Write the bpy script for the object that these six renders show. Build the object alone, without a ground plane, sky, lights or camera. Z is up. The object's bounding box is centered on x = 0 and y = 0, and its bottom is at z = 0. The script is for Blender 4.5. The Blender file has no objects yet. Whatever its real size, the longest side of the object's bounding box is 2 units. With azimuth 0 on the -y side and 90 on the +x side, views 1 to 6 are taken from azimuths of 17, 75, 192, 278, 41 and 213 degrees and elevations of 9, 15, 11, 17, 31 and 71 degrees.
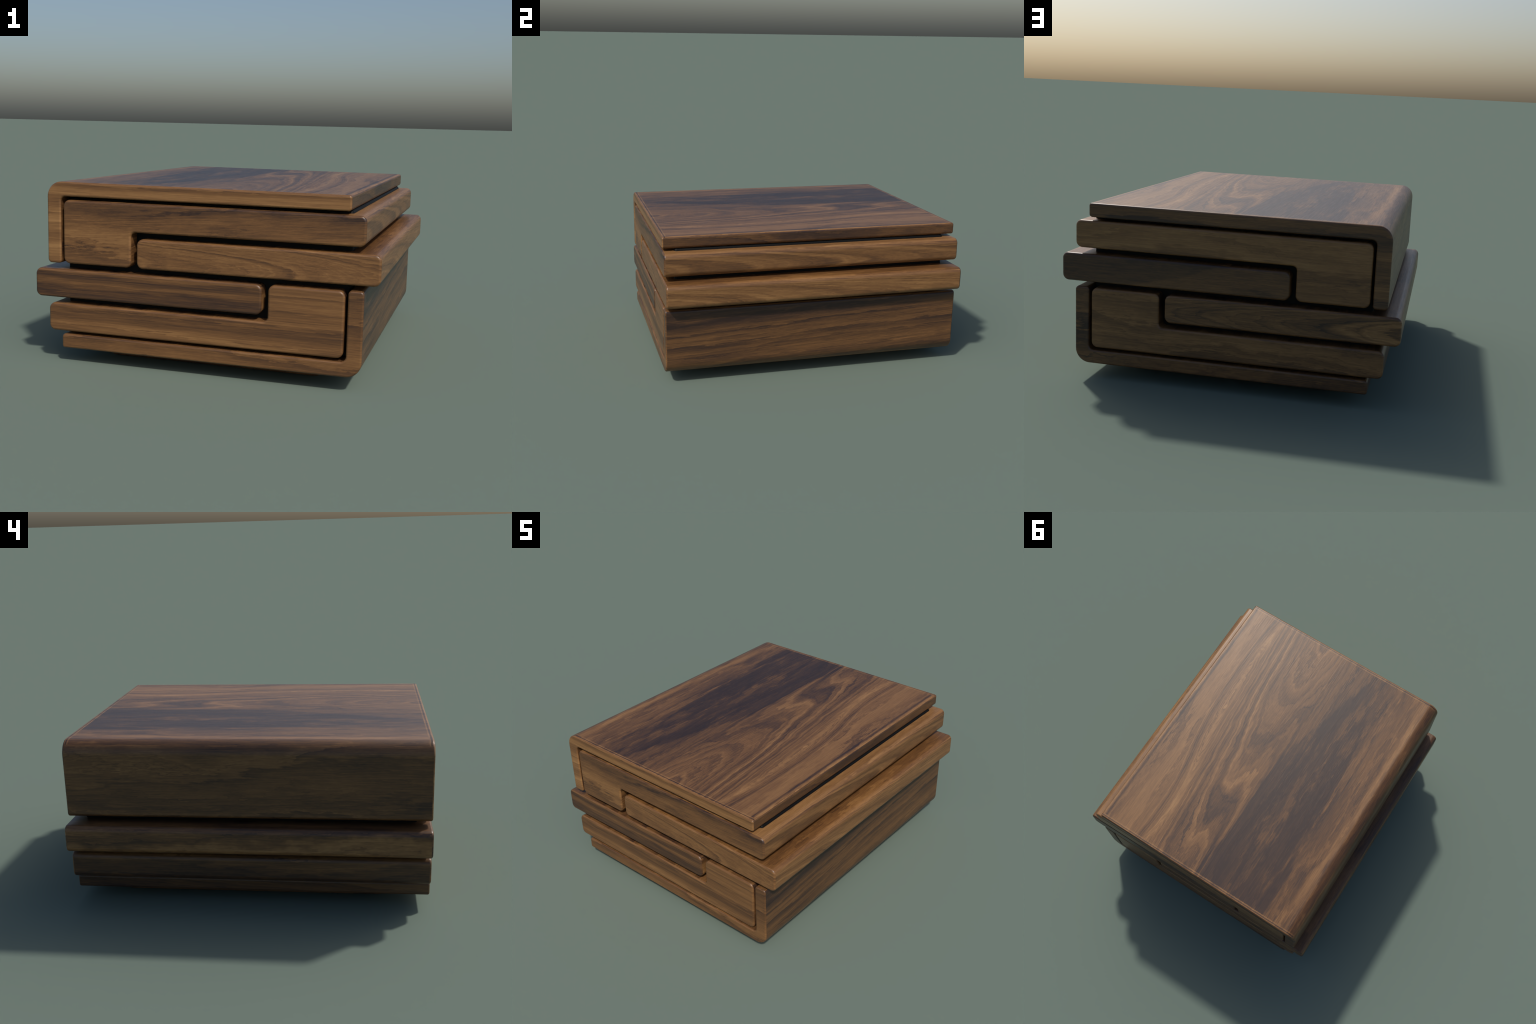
"""Walnut puzzle-like box: interlocking L-shaped panels and slats wrapped round a black core."""
import bpy
import math
from mathutils import Vector

# ----------------------------------------------------------------------------- sizes (metres)
HALF_DEPTH = 0.9935          # every panel runs the full depth of the box
MID_Z = 0.5212               # the profile has 180 degree symmetry about this height
TURN = math.radians(0.5)     # the box stands slightly turned on the ground
ARC_STEPS = 10
BEVEL_STEPS = 5

# Profiles (x, height above MID_Z, corner radius) of the upper three panels, clockwise or not.
SHELL = [(-0.8415, 0.4425, 0.079), (0.764, 0.4425, 0.014), (0.764, 0.3662, 0.018),
         (-0.763, 0.3662, 0.026), (-0.763, 0.0135, 0.018), (-0.8415, 0.0135, 0.020)]
STEPPED = [(-0.7495, 0.3490, 0.034), (0.839, 0.3490, 0.032), (0.839, 0.1990, 0.034),
           (-0.3660, 0.1990, 0.024), (-0.3660, 0.0145, 0.032), (-0.7495, 0.0145, 0.034)]
SLAT = [(-0.335, 0.1690, 0.034), (0.916, 0.1690, 0.032),
        (0.916, 0.0155, 0.034), (-0.335, 0.0155, 0.034)]


# ----------------------------------------------------------------------------- geometry helpers
def turned(profile):
    """The same profile rotated 180 degrees about the middle of the box."""
    return [(-x, -z, r) for x, z, r in profile]


def rounded_outline(profile, inset):
    """Points and outward normals of a rounded polygon, shrunk inwards by inset."""
    pts = [(p[0], p[1]) for p in profile]
    n = len(pts)
    area = sum(pts[i][0] * pts[(i + 1) % n][1] - pts[(i + 1) % n][0] * pts[i][1] for i in range(n))
    if area < 0:
        profile = profile[::-1]
        pts = pts[::-1]
    out = []
    for i in range(n):
        (ax, az), (bx, bz), (cx, cz) = pts[i - 1], pts[i], pts[(i + 1) % n]
        l1, l2 = math.hypot(bx - ax, bz - az), math.hypot(cx - bx, cz - bz)
        d1, d2 = ((bx - ax) / l1, (bz - az) / l1), ((cx - bx) / l2, (cz - bz) / l2)
        n1, n2 = (d1[1], -d1[0]), (d2[1], -d2[0])            # outward for counter-clockwise
        turn = d1[0] * d2[1] - d1[1] * d2[0]
        sign = 1.0 if turn > 0 else -1.0
        r0 = profile[i][2]
        r = max(r0 - sign * inset, 0.0005)
        # arc centre of the un-inset corner; it stays put while the radius changes
        ox = bx - sign * r0 * (n1[0] + n2[0])
        oz = bz - sign * r0 * (n1[1] + n2[1])
        a1 = math.atan2(n1[1], n1[0])
        a2 = math.atan2(n2[1], n2[0])
        da = (a2 - a1 + math.pi) % (2 * math.pi) - math.pi
        for k in range(ARC_STEPS + 1):
            a = a1 + da * k / ARC_STEPS
            nx, nz = math.cos(a), math.sin(a)
            out.append(((ox + sign * r * nx, oz + sign * r * nz), (nx, nz)))
    return out


def extruded_panel(name, profile, half_depth, bevel, z0, materials, parent):
    """Profile in x-z extruded along y, its two end faces rounded off all round."""
    rings = []
    for side in (-1, 1):
        steps = range(BEVEL_STEPS, -1, -1) if side < 0 else range(BEVEL_STEPS + 1)
        for k in steps:
            phi = math.pi / 2 * k / BEVEL_STEPS
            rings.append((bevel * (1 - math.cos(phi)),
                          side * (half_depth - bevel * (1 - math.sin(phi))),
                          math.cos(phi), side * math.sin(phi)))
    verts, normals, faces = [], [], []
    count = 0
    for inset, y, cn, sn in rings:
        outline = rounded_outline(profile, inset)
        count = len(outline)
        for (x, z), (nx, nz) in outline:
            verts.append((x, y, z + z0))
            normals.append((nx * cn, sn, nz * cn))
    for r in range(len(rings) - 1):
        for i in range(count):
            j = (i + 1) % count
            faces.append((r * count + i, r * count + j, (r + 1) * count + j, (r + 1) * count + i))
    faces.append(tuple(range(count)))
    last = (len(rings) - 1) * count
    faces.append(tuple(last + i for i in reversed(range(count))))
    return finish_mesh(name, verts, normals, faces, materials, parent)


def newell(verts, face):
    n = Vector()
    for i, a in enumerate(face):
        n += Vector(verts[a]).cross(Vector(verts[face[(i + 1) % len(face)]]))
    return n


def finish_mesh(name, verts, normals, faces, materials, parent):
    mesh = bpy.data.meshes.new(name)
    facing = []
    for f in faces:                       # wind every face so that it looks outwards
        want = sum((Vector(normals[i]) for i in f), Vector())
        facing.append(f if newell(verts, f).dot(want) > 0 else tuple(reversed(f)))
    mesh.from_pydata(verts, [], facing)
    mesh.validate()
    mesh.update()
    for m in materials:
        mesh.materials.append(m)
    for p in mesh.polygons:
        p.use_smooth = True
        if len(materials) >= 3:
            n = p.normal
            if abs(n.y) > 0.30:
                p.material_index = 0 if n.y < 0 else 3
            elif abs(n.z) >= abs(n.x):
                p.material_index = 1
            else:
                p.material_index = 2
    mesh.normals_split_custom_set_from_vertices(normals)
    obj = bpy.data.objects.new(name, mesh)
    bpy.context.scene.collection.objects.link(obj)
    obj.parent = parent
    return obj


# ----------------------------------------------------------------------------- walnut node group
def node(tree, kind, **values):
    n = tree.nodes.new(kind)
    for k, v in values.items():
        setattr(n, k, v)
    return n


def plug(tree, source, target):
    if isinstance(source, (int, float)):
        target.default_value = source
    elif isinstance(source, tuple):
        target.default_value = source
    else:
        tree.links.new(source, target)


def math_node(tree, op, a, b=0.0, c=0.0, clamp=False):
    n = node(tree, "ShaderNodeMath", operation=op, use_clamp=clamp)
    for s, v in zip(n.inputs, (a, b, c)):
        plug(tree, v, s)
    return n.outputs[0]


def vector_of(tree, x, y, z):
    n = node(tree, "ShaderNodeCombineXYZ")
    for s, v in zip(n.inputs, (x, y, z)):
        plug(tree, v, s)
    return n.outputs[0]


def noise(tree, vec, detail=3.0, rough=0.5, scale=1.0, distortion=0.0):
    n = node(tree, "ShaderNodeTexNoise", noise_dimensions="3D")
    plug(tree, vec, n.inputs["Vector"])
    n.inputs["Scale"].default_value = scale
    n.inputs["Detail"].default_value = detail
    n.inputs["Roughness"].default_value = rough
    n.inputs["Distortion"].default_value = distortion
    return n.outputs["Fac"]


def step_ramp(tree, value, lo, hi, smooth=True):
    n = node(tree, "ShaderNodeMapRange", clamp=True, interpolation_type="SMOOTHSTEP" if smooth else "LINEAR")
    plug(tree, value, n.inputs["Value"])
    n.inputs["From Min"].default_value = lo
    n.inputs["From Max"].default_value = hi
    return n.outputs["Result"]


def curve_of(tree, value, lo, hi, stops):
    """A smooth curve through hand-placed (position, height) stops; value runs lo..hi."""
    n = node(tree, "ShaderNodeFloatCurve")
    cm = n.mapping
    cm.use_clip = False
    cu = cm.curves[0]
    pts = [((p - lo) / (hi - lo), h) for p, h in stops]
    while len(cu.points) < len(pts):
        cu.points.new(0.5, 0.5)
    for q, (px, py) in zip(cu.points, pts):
        q.location = (px, py)
    cm.update()
    plug(tree, math_node(tree, "DIVIDE", math_node(tree, "SUBTRACT", value, lo), hi - lo), n.inputs["Value"])
    n.inputs["Factor"].default_value = 1.0
    return n.outputs[0]


WALNUT = [(0.00, (0.029, 0.0145, 0.0110)), (0.20, (0.048, 0.0235, 0.0140)), (0.40, (0.097, 0.0455, 0.0185)),
          (0.60, (0.160, 0.0755, 0.0275)), (0.80, (0.232, 0.1150, 0.0420)), (1.00, (0.312, 0.1640, 0.0620))]


def make_walnut_group():
    g = bpy.data.node_groups.new("walnut", "ShaderNodeTree")
    face = g.interface
    for nm, default in (("Along", 0.0), ("Across", 0.0), ("Seed", 0.0), ("Tone", 0.0), ("Figure", 0.5),
                        ("Rings", 9.0), ("Contrast", 1.0), ("Stretch", 1.0), ("Veins", 0.5), ("Bend", 0.0)):
        s = face.new_socket(nm, in_out="INPUT", socket_type="NodeSocketFloat")
        s.default_value = default
    face.new_socket("Color", in_out="OUTPUT", socket_type="NodeSocketColor")
    face.new_socket("Grain", in_out="OUTPUT", socket_type="NodeSocketFloat")
    gi, go = g.nodes.new("NodeGroupInput"), g.nodes.new("NodeGroupOutput")
    I = gi.outputs
    along = math_node(g, "MULTIPLY", I["Along"], I["Stretch"])
    across, seed = I["Across"], I["Seed"]

    def field(fa, fc, off, **kw):
        return noise(g, vector_of(g, math_node(g, "MULTIPLY_ADD", along, fa, off),
                                  math_node(g, "MULTIPLY_ADD", across, fc, off * 1.7),
                                  math_node(g, "ADD", seed, off)), **kw)

    big = math_node(g, "SUBTRACT", field(0.75, 2.6, 3.1, detail=2.0), 0.5)
    mid = math_node(g, "SUBTRACT", field(3.2, 13.0, 11.3, detail=4.0, rough=0.62), 0.5)
    jag = math_node(g, "SUBTRACT", field(7.0, 70.0, 23.9, detail=5.0, rough=0.68), 0.5)
    wig = math_node(g, "SUBTRACT", field(8.0, 12.0, 83.1, detail=3.0, rough=0.55), 0.5)
    # growth-ring coordinate: straight across the board, bent by the big and middle noises
    h = math_node(g, "MULTIPLY", across, I["Rings"])
    h = math_node(g, "MULTIPLY_ADD", big, math_node(g, "MULTIPLY", I["Figure"], 9.0), h)
    h = math_node(g, "MULTIPLY_ADD", mid, math_node(g, "MULTIPLY_ADD", I["Figure"], 1.7, 0.5), h)
    h = math_node(g, "MULTIPLY_ADD", wig, math_node(g, "MULTIPLY", math_node(g, "POWER", I["Figure"], 2.0), 3.4), h)
    h = math_node(g, "MULTIPLY_ADD", jag, 0.8, h)
    h = math_node(g, "ADD", h, I["Bend"])
    h = math_node(g, "MULTIPLY_ADD", seed, 7.31, h)
    band_n = node(g, "ShaderNodeTexNoise", noise_dimensions="1D")
    plug(g, h, band_n.inputs["W"])
    band_n.inputs["Scale"].default_value = 0.62
    band_n.inputs["Detail"].default_value = 5.0
    band_n.inputs["Roughness"].default_value = 0.70
    band = math_node(g, "SUBTRACT", band_n.outputs["Fac"], 0.5)
    # thin dark veins where the ring coordinate crosses certain values
    vein_n = node(g, "ShaderNodeTexNoise", noise_dimensions="1D")
    plug(g, math_node(g, "ADD", h, 51.7), vein_n.inputs["W"])
    vein_n.inputs["Scale"].default_value = 1.1
    vein_n.inputs["Detail"].default_value = 2.0
    vein = math_node(g, "SUBTRACT", 1.0, step_ramp(g, math_node(g, "ABSOLUTE", math_node(g, "SUBTRACT", vein_n.outputs["Fac"], 0.47)), 0.0, 0.05))
    fade = step_ramp(g, field(1.6, 7.0, 37.0, detail=2.0), 0.42, 0.68)
    vein = math_node(g, "MULTIPLY", vein, fade)
    fibre = math_node(g, "SUBTRACT", field(5.0, 200.0, 43.0, detail=3.0, rough=0.6), 0.5)
    fleck = math_node(g, "SUBTRACT", field(26.0, 170.0, 57.0, detail=3.0, rough=0.6), 0.5)
    # each growth ring ends in a sharp dark edge that fades out on its other side
    saw = math_node(g, "FRACT", math_node(g, "MULTIPLY", h, 1.05))
    ring = math_node(g, "MULTIPLY", math_node(g, "POWER", saw, 2.5), step_ramp(g, field(1.1, 6.0, 71.0, detail=2.0), 0.36, 0.60))
    v = math_node(g, "MULTIPLY", band, 1.75)
    v = math_node(g, "MULTIPLY_ADD", mid, 0.40, v)
    v = math_node(g, "MULTIPLY_ADD", jag, 0.42, v)
    v = math_node(g, "MULTIPLY_ADD", ring, -0.34, v)
    v = math_node(g, "MULTIPLY", v, I["Contrast"])
    v = math_node(g, "MULTIPLY_ADD", fibre, 0.56, v)
    v = math_node(g, "MULTIPLY_ADD", fleck, 0.26, v)
    v = math_node(g, "MULTIPLY_ADD", math_node(g, "MULTIPLY", vein, I["Veins"]), -0.34, v)
    v = math_node(g, "ADD", v, 0.06)
    v = math_node(g, "ADD", v, math_node(g, "ADD", I["Tone"], 0.5))
    ramp = node(g, "ShaderNodeValToRGB")
    ramp.color_ramp.interpolation = "LINEAR"
    els = ramp.color_ramp.elements
    while len(els) < len(WALNUT):
        els.new(0.5)
    for e, (p, c) in zip(els, WALNUT):
        e.position = p
        e.color = (*c, 1.0)
    plug(g, v, ramp.inputs["Fac"])
    plug(g, ramp.outputs["Color"], go.inputs["Color"])
    plug(g, math_node(g, "ADD", fibre, math_node(g, "MULTIPLY", jag, 0.6)), go.inputs["Grain"])
    return g


WALNUT_GROUP = make_walnut_group()


def walnut(name, seed, grain="x", across="z", tone=0.0, figure=0.5, rings=9.0, contrast=1.0, stretch=1.0,
           veins=0.5, tint=(1.0, 1.0, 1.0), rough=0.40, tilt=0.0, extra=None):
    """A walnut board cut so that its grain runs along one axis; extra(tree, axes) shifts the tone locally."""
    m = bpy.data.materials.new(name)
    m.use_nodes = True
    t = m.node_tree
    t.nodes.clear()
    out = node(t, "ShaderNodeOutputMaterial")
    bsdf = node(t, "ShaderNodeBsdfPrincipled")
    plug(t, bsdf.outputs[0], out.inputs["Surface"])
    tc = node(t, "ShaderNodeTexCoord")
    sep = node(t, "ShaderNodeSeparateXYZ")
    plug(t, tc.outputs["Object"], sep.inputs[0])
    axes = {"x": sep.outputs[0], "y": sep.outputs[1], "z": sep.outputs[2]}
    grp = node(t, "ShaderNodeGroup")
    grp.node_tree = WALNUT_GROUP
    plug(t, axes[grain], grp.inputs["Along"])
    plug(t, math_node(t, "MULTIPLY_ADD", axes[grain], -tilt, axes[across]), grp.inputs["Across"])
    for nm, v in (("Seed", seed), ("Figure", figure), ("Rings", rings), ("Contrast", contrast),
                  ("Stretch", stretch), ("Veins", veins)):
        grp.inputs[nm].default_value = v
    if extra:
        shift = extra(t, axes)
        if isinstance(shift, dict):
            for nm, socket in shift.items():
                if nm != "Tone":
                    plug(t, socket, grp.inputs[nm])
            shift = shift["Tone"]
        plug(t, math_node(t, "ADD", shift, tone), grp.inputs["Tone"])
    else:
        grp.inputs["Tone"].default_value = tone
    mul = node(t, "ShaderNodeMix", data_type="RGBA", blend_type="MULTIPLY")
    mul.inputs["Factor"].default_value = 1.0
    plug(t, grp.outputs["Color"], mul.inputs["A"])
    mul.inputs["B"].default_value = (*tint, 1.0)
    plug(t, mul.outputs["Result"], bsdf.inputs["Base Color"])
    r = math_node(t, "MULTIPLY_ADD", grp.outputs["Grain"], -0.12, rough)
    plug(t, r, bsdf.inputs["Roughness"])
    bsdf.inputs["Specular IOR Level"].default_value = 0.5
    bump = node(t, "ShaderNodeBump")
    bump.inputs["Strength"].default_value = 0.10
    bump.inputs["Distance"].default_value = 0.004
    plug(t, grp.outputs["Grain"], bump.inputs["Height"])
    plug(t, bump.outputs[0], bsdf.inputs["Normal"])
    return m


def plain(name, colour, rough):
    m = bpy.data.materials.new(name)
    m.use_nodes = True
    b = m.node_tree.nodes["Principled BSDF"]
    b.inputs["Base Color"].default_value = (*colour, 1.0)
    b.inputs["Roughness"].default_value = rough
    b.inputs["Specular IOR Level"].default_value = 0.2
    return m


# ----------------------------------------------------------------------------- local tone rules
def cathedral(t, c, a, centre, where, steep=110.0, rate=6.0):
    """Nested arches: rings bent into parabolas round a centre line, only where the mask says so."""
    off = math_node(t, "SUBTRACT", c, centre)
    arch = math_node(t, "MULTIPLY_ADD", math_node(t, "MULTIPLY", off, off), steep, math_node(t, "MULTIPLY", a, rate))
    return math_node(t, "MULTIPLY", arch, where)


def arched(along, across, centre, steep, rate):
    """Arched figure over a whole face."""
    def rule(t, ax):
        return {"Tone": math_node(t, "ADD", 0.0, 0.0),
                "Bend": cathedral(t, ax[across], ax[along], centre, 1.0, steep, rate)}
    return rule


def top_board(t, ax):
    """Broad heartwood band, pale sapwood streaks and border lines of the top board."""
    x, y = ax["x"], ax["y"]
    wob = math_node(t, "SUBTRACT", noise(t, vector_of(t, math_node(t, "MULTIPLY", x, 9.0), math_node(t, "MULTIPLY", y, 1.7), 4.0), detail=3.0, rough=0.6), 0.5)
    jag = math_node(t, "SUBTRACT", noise(t, vector_of(t, math_node(t, "MULTIPLY", x, 46.0), math_node(t, "MULTIPLY", y, 6.5), 9.0), detail=4.0, rough=0.65), 0.5)
    # heartwood band between two edges that vary along the grain
    left = curve_of(t, y, -1, 1, [(-1, -0.40), (-0.5, -0.46), (0.0, -0.53), (0.45, -0.56), (1, -0.57)])
    right = curve_of(t, y, -1, 1, [(-1, -0.31), (-0.62, -0.22), (-0.35, -0.13), (0.0, -0.07), (0.45, -0.05), (1, 0.0)])
    xw = math_node(t, "MULTIPLY_ADD", wob, 0.10, math_node(t, "MULTIPLY_ADD", jag, 0.07, x))
    inside = math_node(t, "MINIMUM", math_node(t, "SUBTRACT", xw, left), math_node(t, "SUBTRACT", right, xw))
    dark = step_ramp(t, inside, -0.006, 0.016)
    near = step_ramp(t, inside, -0.36, 0.02, smooth=False)
    # flame-shaped brown islands inside the band
    isl = noise(t, vector_of(t, math_node(t, "MULTIPLY", xw, 7.5), math_node(t, "MULTIPLY", y, 1.15), 21.0), detail=4.0, rough=0.62)
    isl = math_node(t, "MULTIPLY_ADD", jag, 0.25, isl)
    mid_line = curve_of(t, y, -1, 1, [(-1, -0.40), (-0.75, -0.42), (-0.5, -0.33), (0.0, -0.29), (0.5, -0.34), (1, -0.30)])
    off = math_node(t, "SUBTRACT", 1.0, step_ramp(t, math_node(t, "ABSOLUTE", math_node(t, "SUBTRACT", xw, mid_line)), 0.0, 0.10))
    isl = step_ramp(t, math_node(t, "MULTIPLY_ADD", off, 0.11, isl), 0.575, 0.625)
    hair = noise(t, vector_of(t, math_node(t, "MULTIPLY", xw, 34.0), math_node(t, "MULTIPLY", y, 1.3), 33.0), detail=3.0, rough=0.6)
    isl = math_node(t, "MAXIMUM", isl, math_node(t, "MULTIPLY", step_ramp(t, hair, 0.56, 0.64), 0.7))
    dark = math_node(t, "MULTIPLY", dark, math_node(t, "SUBTRACT", 1.0, math_node(t, "MULTIPLY", isl, 0.75)))
    # pale streaks with a fine dark line beside them
    def streak(stops, width):
        c = curve_of(t, y, -1, 1, stops)
        d = math_node(t, "SUBTRACT", math_node(t, "MULTIPLY_ADD", wob, 0.025, math_node(t, "MULTIPLY_ADD", jag, 0.015, x)), c)
        return d, math_node(t, "SUBTRACT", 1.0, step_ramp(t, math_node(t, "ABSOLUTE", d), 0.0, width))
    d1, s1 = streak([(-1, 0.50), (-0.5, 0.51), (0.05, 0.47), (0.45, 0.40), (0.7, 0.385), (1, 0.40)], 0.042)
    line = math_node(t, "SUBTRACT", 1.0, step_ramp(t, math_node(t, "ABSOLUTE", math_node(t, "SUBTRACT", d1, 0.058)), 0.0, 0.022))
    d2, s2 = streak([(-1, -0.75), (-0.4, -0.74), (0.3, -0.73), (1, -0.69)], 0.045)
    # border lines just inside the edges
    rim_y = math_node(t, "SUBTRACT", HALF_DEPTH, math_node(t, "ABSOLUTE", y))
    rim_x = math_node(t, "SUBTRACT", 0.764, x)
    line_x = math_node(t, "SUBTRACT", 1.0, step_ramp(t, math_node(t, "ABSOLUTE", math_node(t, "SUBTRACT", math_node(t, "MULTIPLY_ADD", jag, 0.010, rim_x), 0.033)), 0.003, 0.012))
    pale_x = math_node(t, "SUBTRACT", 1.0, step_ramp(t, rim_x, 0.016, 0.022))
    pale_y = math_node(t, "SUBTRACT", 1.0, step_ramp(t, math_node(t, "MULTIPLY_ADD", jag, 0.008, rim_y), 0.026, 0.032))
    line_y = math_node(t, "SUBTRACT", 1.0, step_ramp(t, math_node(t, "ABSOLUTE", math_node(t, "SUBTRACT", math_node(t, "MULTIPLY_ADD", jag, 0.006, rim_y), 0.017)), 0.002, 0.006))
    keep = math_node(t, "SUBTRACT", 1.0, math_node(t, "MAXIMUM", pale_x, pale_y))
    v = math_node(t, "MULTIPLY", dark, -0.255)
    v = math_node(t, "MULTIPLY_ADD", near, -0.16, v)
    v = math_node(t, "MULTIPLY_ADD", s1, 0.23, v)
    v = math_node(t, "MULTIPLY_ADD", line, -0.13, v)
    v = math_node(t, "MULTIPLY_ADD", s2, 0.27, v)
    v = math_node(t, "MULTIPLY_ADD", line_x, -0.32, v)
    v = math_node(t, "MULTIPLY", v, keep)
    v = math_node(t, "MULTIPLY_ADD", math_node(t, "SUBTRACT", 1.0, keep), 0.20, v)
    v = math_node(t, "MULTIPLY_ADD", line_y, -0.46, v)
    # calm grain to the right of the streak, wavy figure in the middle, straight grain on the left
    calm = step_ramp(t, d1, -0.03, 0.10)
    wavy = math_node(t, "MULTIPLY", step_ramp(t, x, -0.12, 0.08), math_node(t, "SUBTRACT", 1.0, calm))
    return {"Tone": math_node(t, "MULTIPLY_ADD", calm, 0.07, v),
            "Contrast": math_node(t, "MULTIPLY_ADD", wavy, 0.08, math_node(t, "MULTIPLY_ADD", calm, -0.26, 0.62)),
            "Figure": math_node(t, "MULTIPLY_ADD", wavy, 0.20, 0.40),
            "Bend": cathedral(t, x, y, 0.16, wavy)}


def dark_head(t, ax):
    """Near-black heartwood along the upper front of the lower shell's side, slanting off to the back."""
    jag = math_node(t, "SUBTRACT", noise(t, vector_of(t, math_node(t, "MULTIPLY", ax["y"], 5.0), math_node(t, "MULTIPLY", ax["z"], 40.0), 2.0), detail=4.0, rough=0.6), 0.5)
    edge = math_node(t, "MULTIPLY_ADD", ax["y"], 0.075, 0.455)
    d = math_node(t, "SUBTRACT", math_node(t, "MULTIPLY_ADD", jag, 0.06, ax["z"]), edge)
    return math_node(t, "MULTIPLY", step_ramp(t, d, -0.006, 0.012), -0.26)


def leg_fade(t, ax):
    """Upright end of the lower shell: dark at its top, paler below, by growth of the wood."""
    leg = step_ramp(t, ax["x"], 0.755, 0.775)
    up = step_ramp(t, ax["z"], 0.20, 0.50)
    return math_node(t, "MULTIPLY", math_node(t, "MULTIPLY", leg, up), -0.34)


def dark_lip(t, ax):
    """The long lip of the top board is cut from darker wood than the upright of the shell."""
    return math_node(t, "MULTIPLY", step_ramp(t, ax["x"], 0.5, 0.6), -0.22)


def upper_streaks(t, ax):
    """Darker streaky heartwood in the upper half of the stepped front."""
    n = noise(t, vector_of(t, math_node(t, "MULTIPLY", ax["x"], 2.2), math_node(t, "MULTIPLY", ax["z"], 9.0), 5.0), detail=3.0)
    d = math_node(t, "MULTIPLY_ADD", math_node(t, "SUBTRACT", n, 0.5), 0.35, math_node(t, "SUBTRACT", ax["z"], 0.755))
    return math_node(t, "MULTIPLY", step_ramp(t, d, -0.02, 0.05), -0.10)


def half_dark(t, ax):
    """Dark heartwood on one side of a slanting wavy edge."""
    jag = math_node(t, "SUBTRACT", noise(t, vector_of(t, math_node(t, "MULTIPLY", ax["x"], 6.0), math_node(t, "MULTIPLY", ax["z"], 25.0), 2.0), detail=4.0, rough=0.6), 0.5)
    d = math_node(t, "ADD", math_node(t, "MULTIPLY_ADD", ax["x"], 0.28, math_node(t, "MULTIPLY", jag, 0.05)), math_node(t, "SUBTRACT", ax["z"], 0.68))
    return math_node(t, "MULTIPLY", step_ramp(t, d, -0.006, 0.012), -0.16)


# ----------------------------------------------------------------------------- build
root = bpy.data.objects.new("wooden_puzzle_box", None)
bpy.context.scene.collection.objects.link(root)
root.rotation_euler = (0.0, 0.0, TURN)
root["label"] = "walnut box of interlocking L panels and slats around black core"
root["category"] = "wooden box"

# materials per panel in the order front end, top/bottom, side, back end
end = dict(grain="x", across="z")
flat = dict(grain="y", across="x")
side = dict(grain="y", across="z")
shell_upper = [
    walnut("walnut_shell_front", 1.3, **end, tone=0.24, figure=0.12, rings=20, contrast=0.6, stretch=0.6, veins=0.3),
    walnut("walnut_top_board", 2.7, **flat, tone=0.02, figure=0.62, rings=8, contrast=0.70, veins=0.8, extra=top_board),
    walnut("walnut_shell_side", 3.9, **side, tone=-0.03, figure=0.40, rings=7, contrast=0.75, extra=dark_lip),
    walnut("walnut_shell_back", 4.4, **end, tone=-0.04, figure=0.3, rings=12, contrast=0.7)]
stepped_upper = [
    walnut("walnut_stepped_front", 5.2, **end, tone=0.04, figure=0.36, rings=9, contrast=0.70, veins=0.8, tilt=0.05, extra=upper_streaks),
    walnut("walnut_stepped_flat", 6.6, **flat, tone=0.16, figure=0.3, rings=9, contrast=0.7),
    walnut("walnut_stepped_side", 7.1, **side, tone=0.05, figure=0.36, rings=7, contrast=0.60, veins=0.2, extra=arched("y", "z", 0.77, 420.0, 5.0)),
    walnut("walnut_stepped_back", 8.5, **end, tone=0.12, figure=0.4, rings=8, contrast=0.6)]
slat_upper = [
    walnut("walnut_slat_front", 9.4, **end, tone=0.12, figure=0.45, rings=4, contrast=0.52, stretch=1.6, veins=0.12, extra=arched("x", "z", 0.57, 380.0, 6.0)),
    walnut("walnut_slat_flat", 10.8, **flat, tone=0.10, figure=0.5, rings=7, contrast=0.7, tint=(1.0, 0.96, 0.86)),
    walnut("walnut_slat_side", 11.5, **side, tone=0.17, figure=0.40, rings=6, contrast=0.6, veins=0.15, extra=arched("y", "z", 0.55, 350.0, 5.0)),
    walnut("walnut_slat_back", 12.9, **end, tone=-0.09, figure=0.4, rings=8, contrast=0.5, extra=half_dark)]
slat_lower = [
    walnut("walnut_dark_slat_front", 13.2, **end, tone=-0.14, figure=0.12, rings=15, contrast=0.75, stretch=0.5),
    walnut("walnut_dark_slat_flat", 14.6, **flat, tone=-0.10, figure=0.4, rings=8, contrast=0.7),
    walnut("walnut_dark_slat_side", 15.7, **side, tone=0.10, figure=0.5, rings=8, contrast=0.7),
    walnut("walnut_dark_slat_back", 16.3, **end, tone=0.05, figure=0.4, rings=5, contrast=0.75, veins=0.2, extra=arched("x", "z", 0.42, 420.0, 6.0))]
stepped_lower = [
    walnut("walnut_lower_stepped_front", 17.5, **end, tone=0.09, figure=0.16, rings=12, contrast=0.72, stretch=0.5),
    walnut("walnut_lower_stepped_flat", 18.8, **flat, tone=0.06, figure=0.4, rings=8, contrast=0.7),
    walnut("walnut_lower_stepped_side", 19.4, **side, tone=-0.18, figure=0.3, rings=8, contrast=0.6),
    walnut("walnut_lower_stepped_back", 20.6, **end, tone=0.10, figure=0.45, rings=8, contrast=0.6)]
shell_lower = [
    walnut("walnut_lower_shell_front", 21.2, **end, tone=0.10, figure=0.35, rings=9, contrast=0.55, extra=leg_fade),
    walnut("walnut_lower_shell_flat", 22.9, **flat, tone=0.04, figure=0.4, rings=8, contrast=0.7),
    walnut("walnut_lower_shell_side", 23.6, **side, tone=-0.13, figure=0.20, rings=12, contrast=0.8, stretch=0.7, tilt=0.045, extra=dark_head),
    walnut("walnut_lower_shell_back", 24.1, **end, tone=-0.06, figure=0.6, rings=6, contrast=0.8)]
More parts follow.
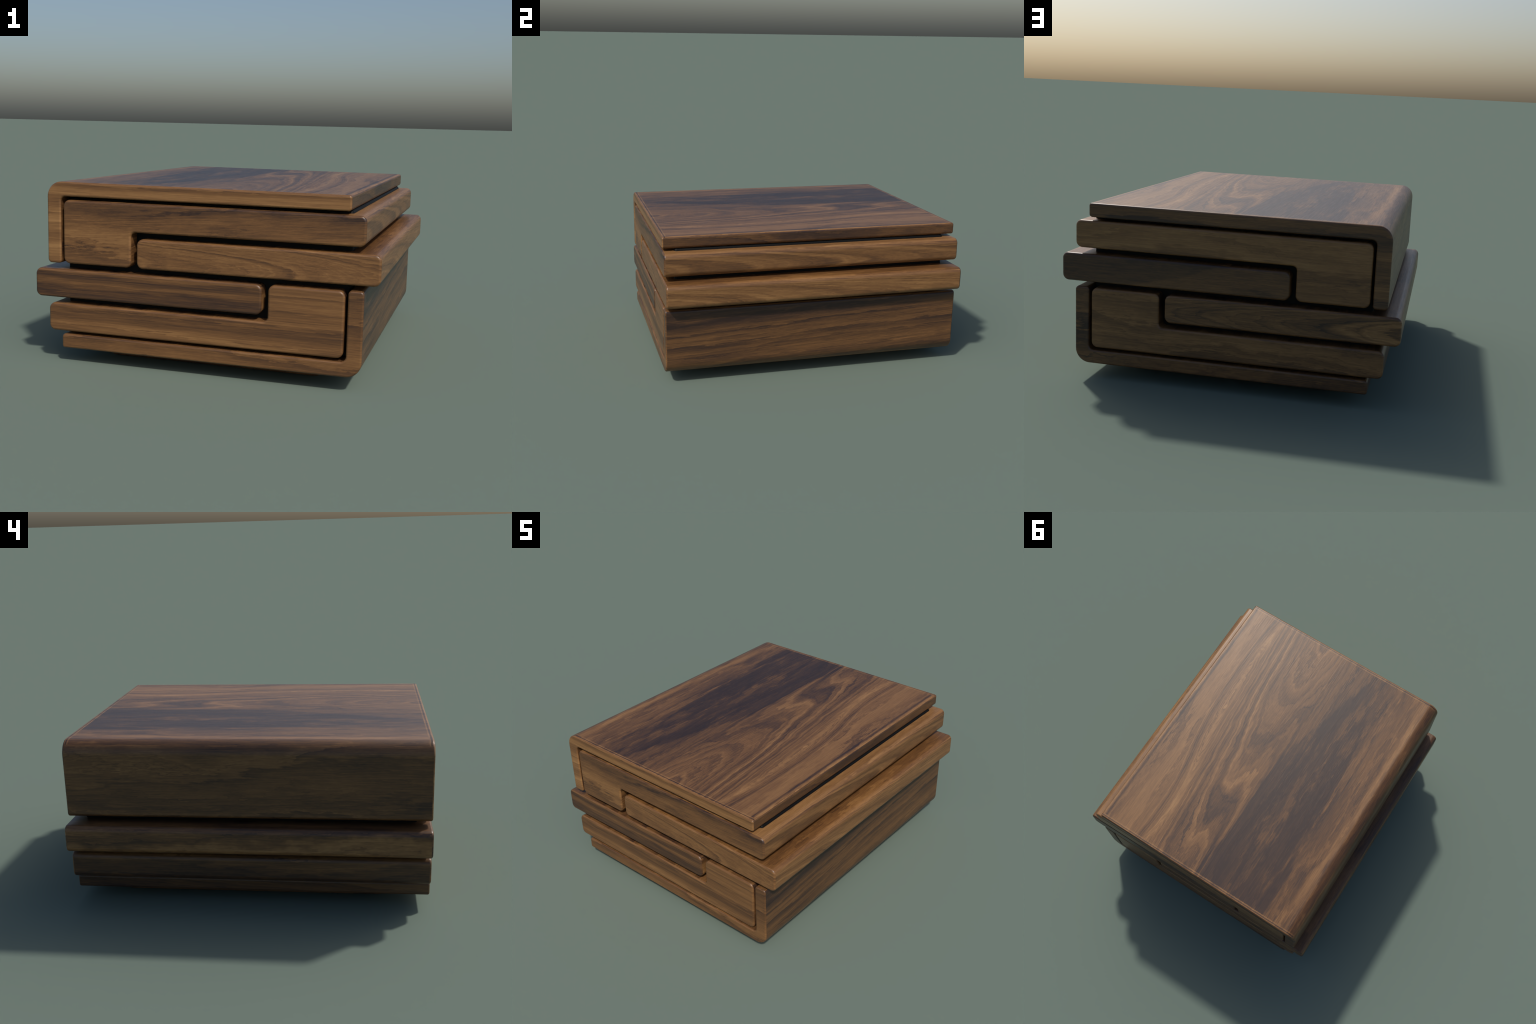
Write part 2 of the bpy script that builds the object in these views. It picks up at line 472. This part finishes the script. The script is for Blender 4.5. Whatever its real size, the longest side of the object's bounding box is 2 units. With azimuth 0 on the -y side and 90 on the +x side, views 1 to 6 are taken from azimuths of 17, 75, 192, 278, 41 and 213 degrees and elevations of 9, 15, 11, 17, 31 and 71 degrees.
black = plain("black_core", (0.0022, 0.0022, 0.0022), 0.6)

extruded_panel("shell_panel", SHELL, HALF_DEPTH, 0.011, MID_Z, shell_upper, root)
extruded_panel("shell_panel", turned(SHELL), HALF_DEPTH, 0.011, MID_Z, shell_lower, root)
extruded_panel("stepped_panel", STEPPED, HALF_DEPTH, 0.013, MID_Z, stepped_upper, root)
extruded_panel("stepped_panel", turned(STEPPED), HALF_DEPTH, 0.013, MID_Z - 0.002, stepped_lower, root)
extruded_panel("slat", SLAT, HALF_DEPTH, 0.013, MID_Z - 0.002, slat_upper, root)
extruded_panel("slat", turned(SLAT), HALF_DEPTH, 0.013, MID_Z - 0.002, slat_lower, root)

CORE = [(-0.762, 0.3665, 0.020), (0.762, 0.3665, 0.020), (0.762, -0.3665, 0.020), (-0.762, -0.3665, 0.020)]
extruded_panel("inner_core", CORE, 0.916, 0.016, MID_Z, [black], root)


def plinth_panel():
    """Low rounded-corner plinth under the box, set well back from its faces."""
    hx, hy, r, z_top, chamfer = 0.60, 0.765, 0.05, 0.088, 0.006
    rect = [(-hx, -hy, r), (hx, -hy, r), (hx, hy, r), (-hx, hy, r)]
    rings = []
    for k in range(5, -1, -1):
        phi = math.pi / 2 * k / 5
        rings.append((chamfer * (1 - math.cos(phi)), chamfer * (1 - math.sin(phi)), math.cos(phi), -math.sin(phi)))
    rings.append((0.0, z_top, 1.0, 0.0))
    verts, normals, faces = [], [], []
    for inset, z, cn, sn in rings:
        o = rounded_outline(rect, inset)
        count = len(o)
        for (x, y), (nx, ny) in o:
            verts.append((x, y, z))
            normals.append((nx * cn, ny * cn, sn))
    faces.append(tuple(reversed(range(count))))
    for q in range(len(rings) - 1):
        for i in range(count):
            j = (i + 1) % count
            faces.append((q * count + i, q * count + j, (q + 1) * count + j, (q + 1) * count + i))
    last = (len(rings) - 1) * count
    faces.append(tuple(last + i for i in range(count)))
    m = walnut("walnut_plinth", 25.3, **end, tone=0.0)
    m2 = walnut("walnut_plinth_flat", 26.3, **flat, tone=0.0)
    finish_mesh("plinth", verts, normals, faces, [m, m2, m2, m], root)


plinth_panel()
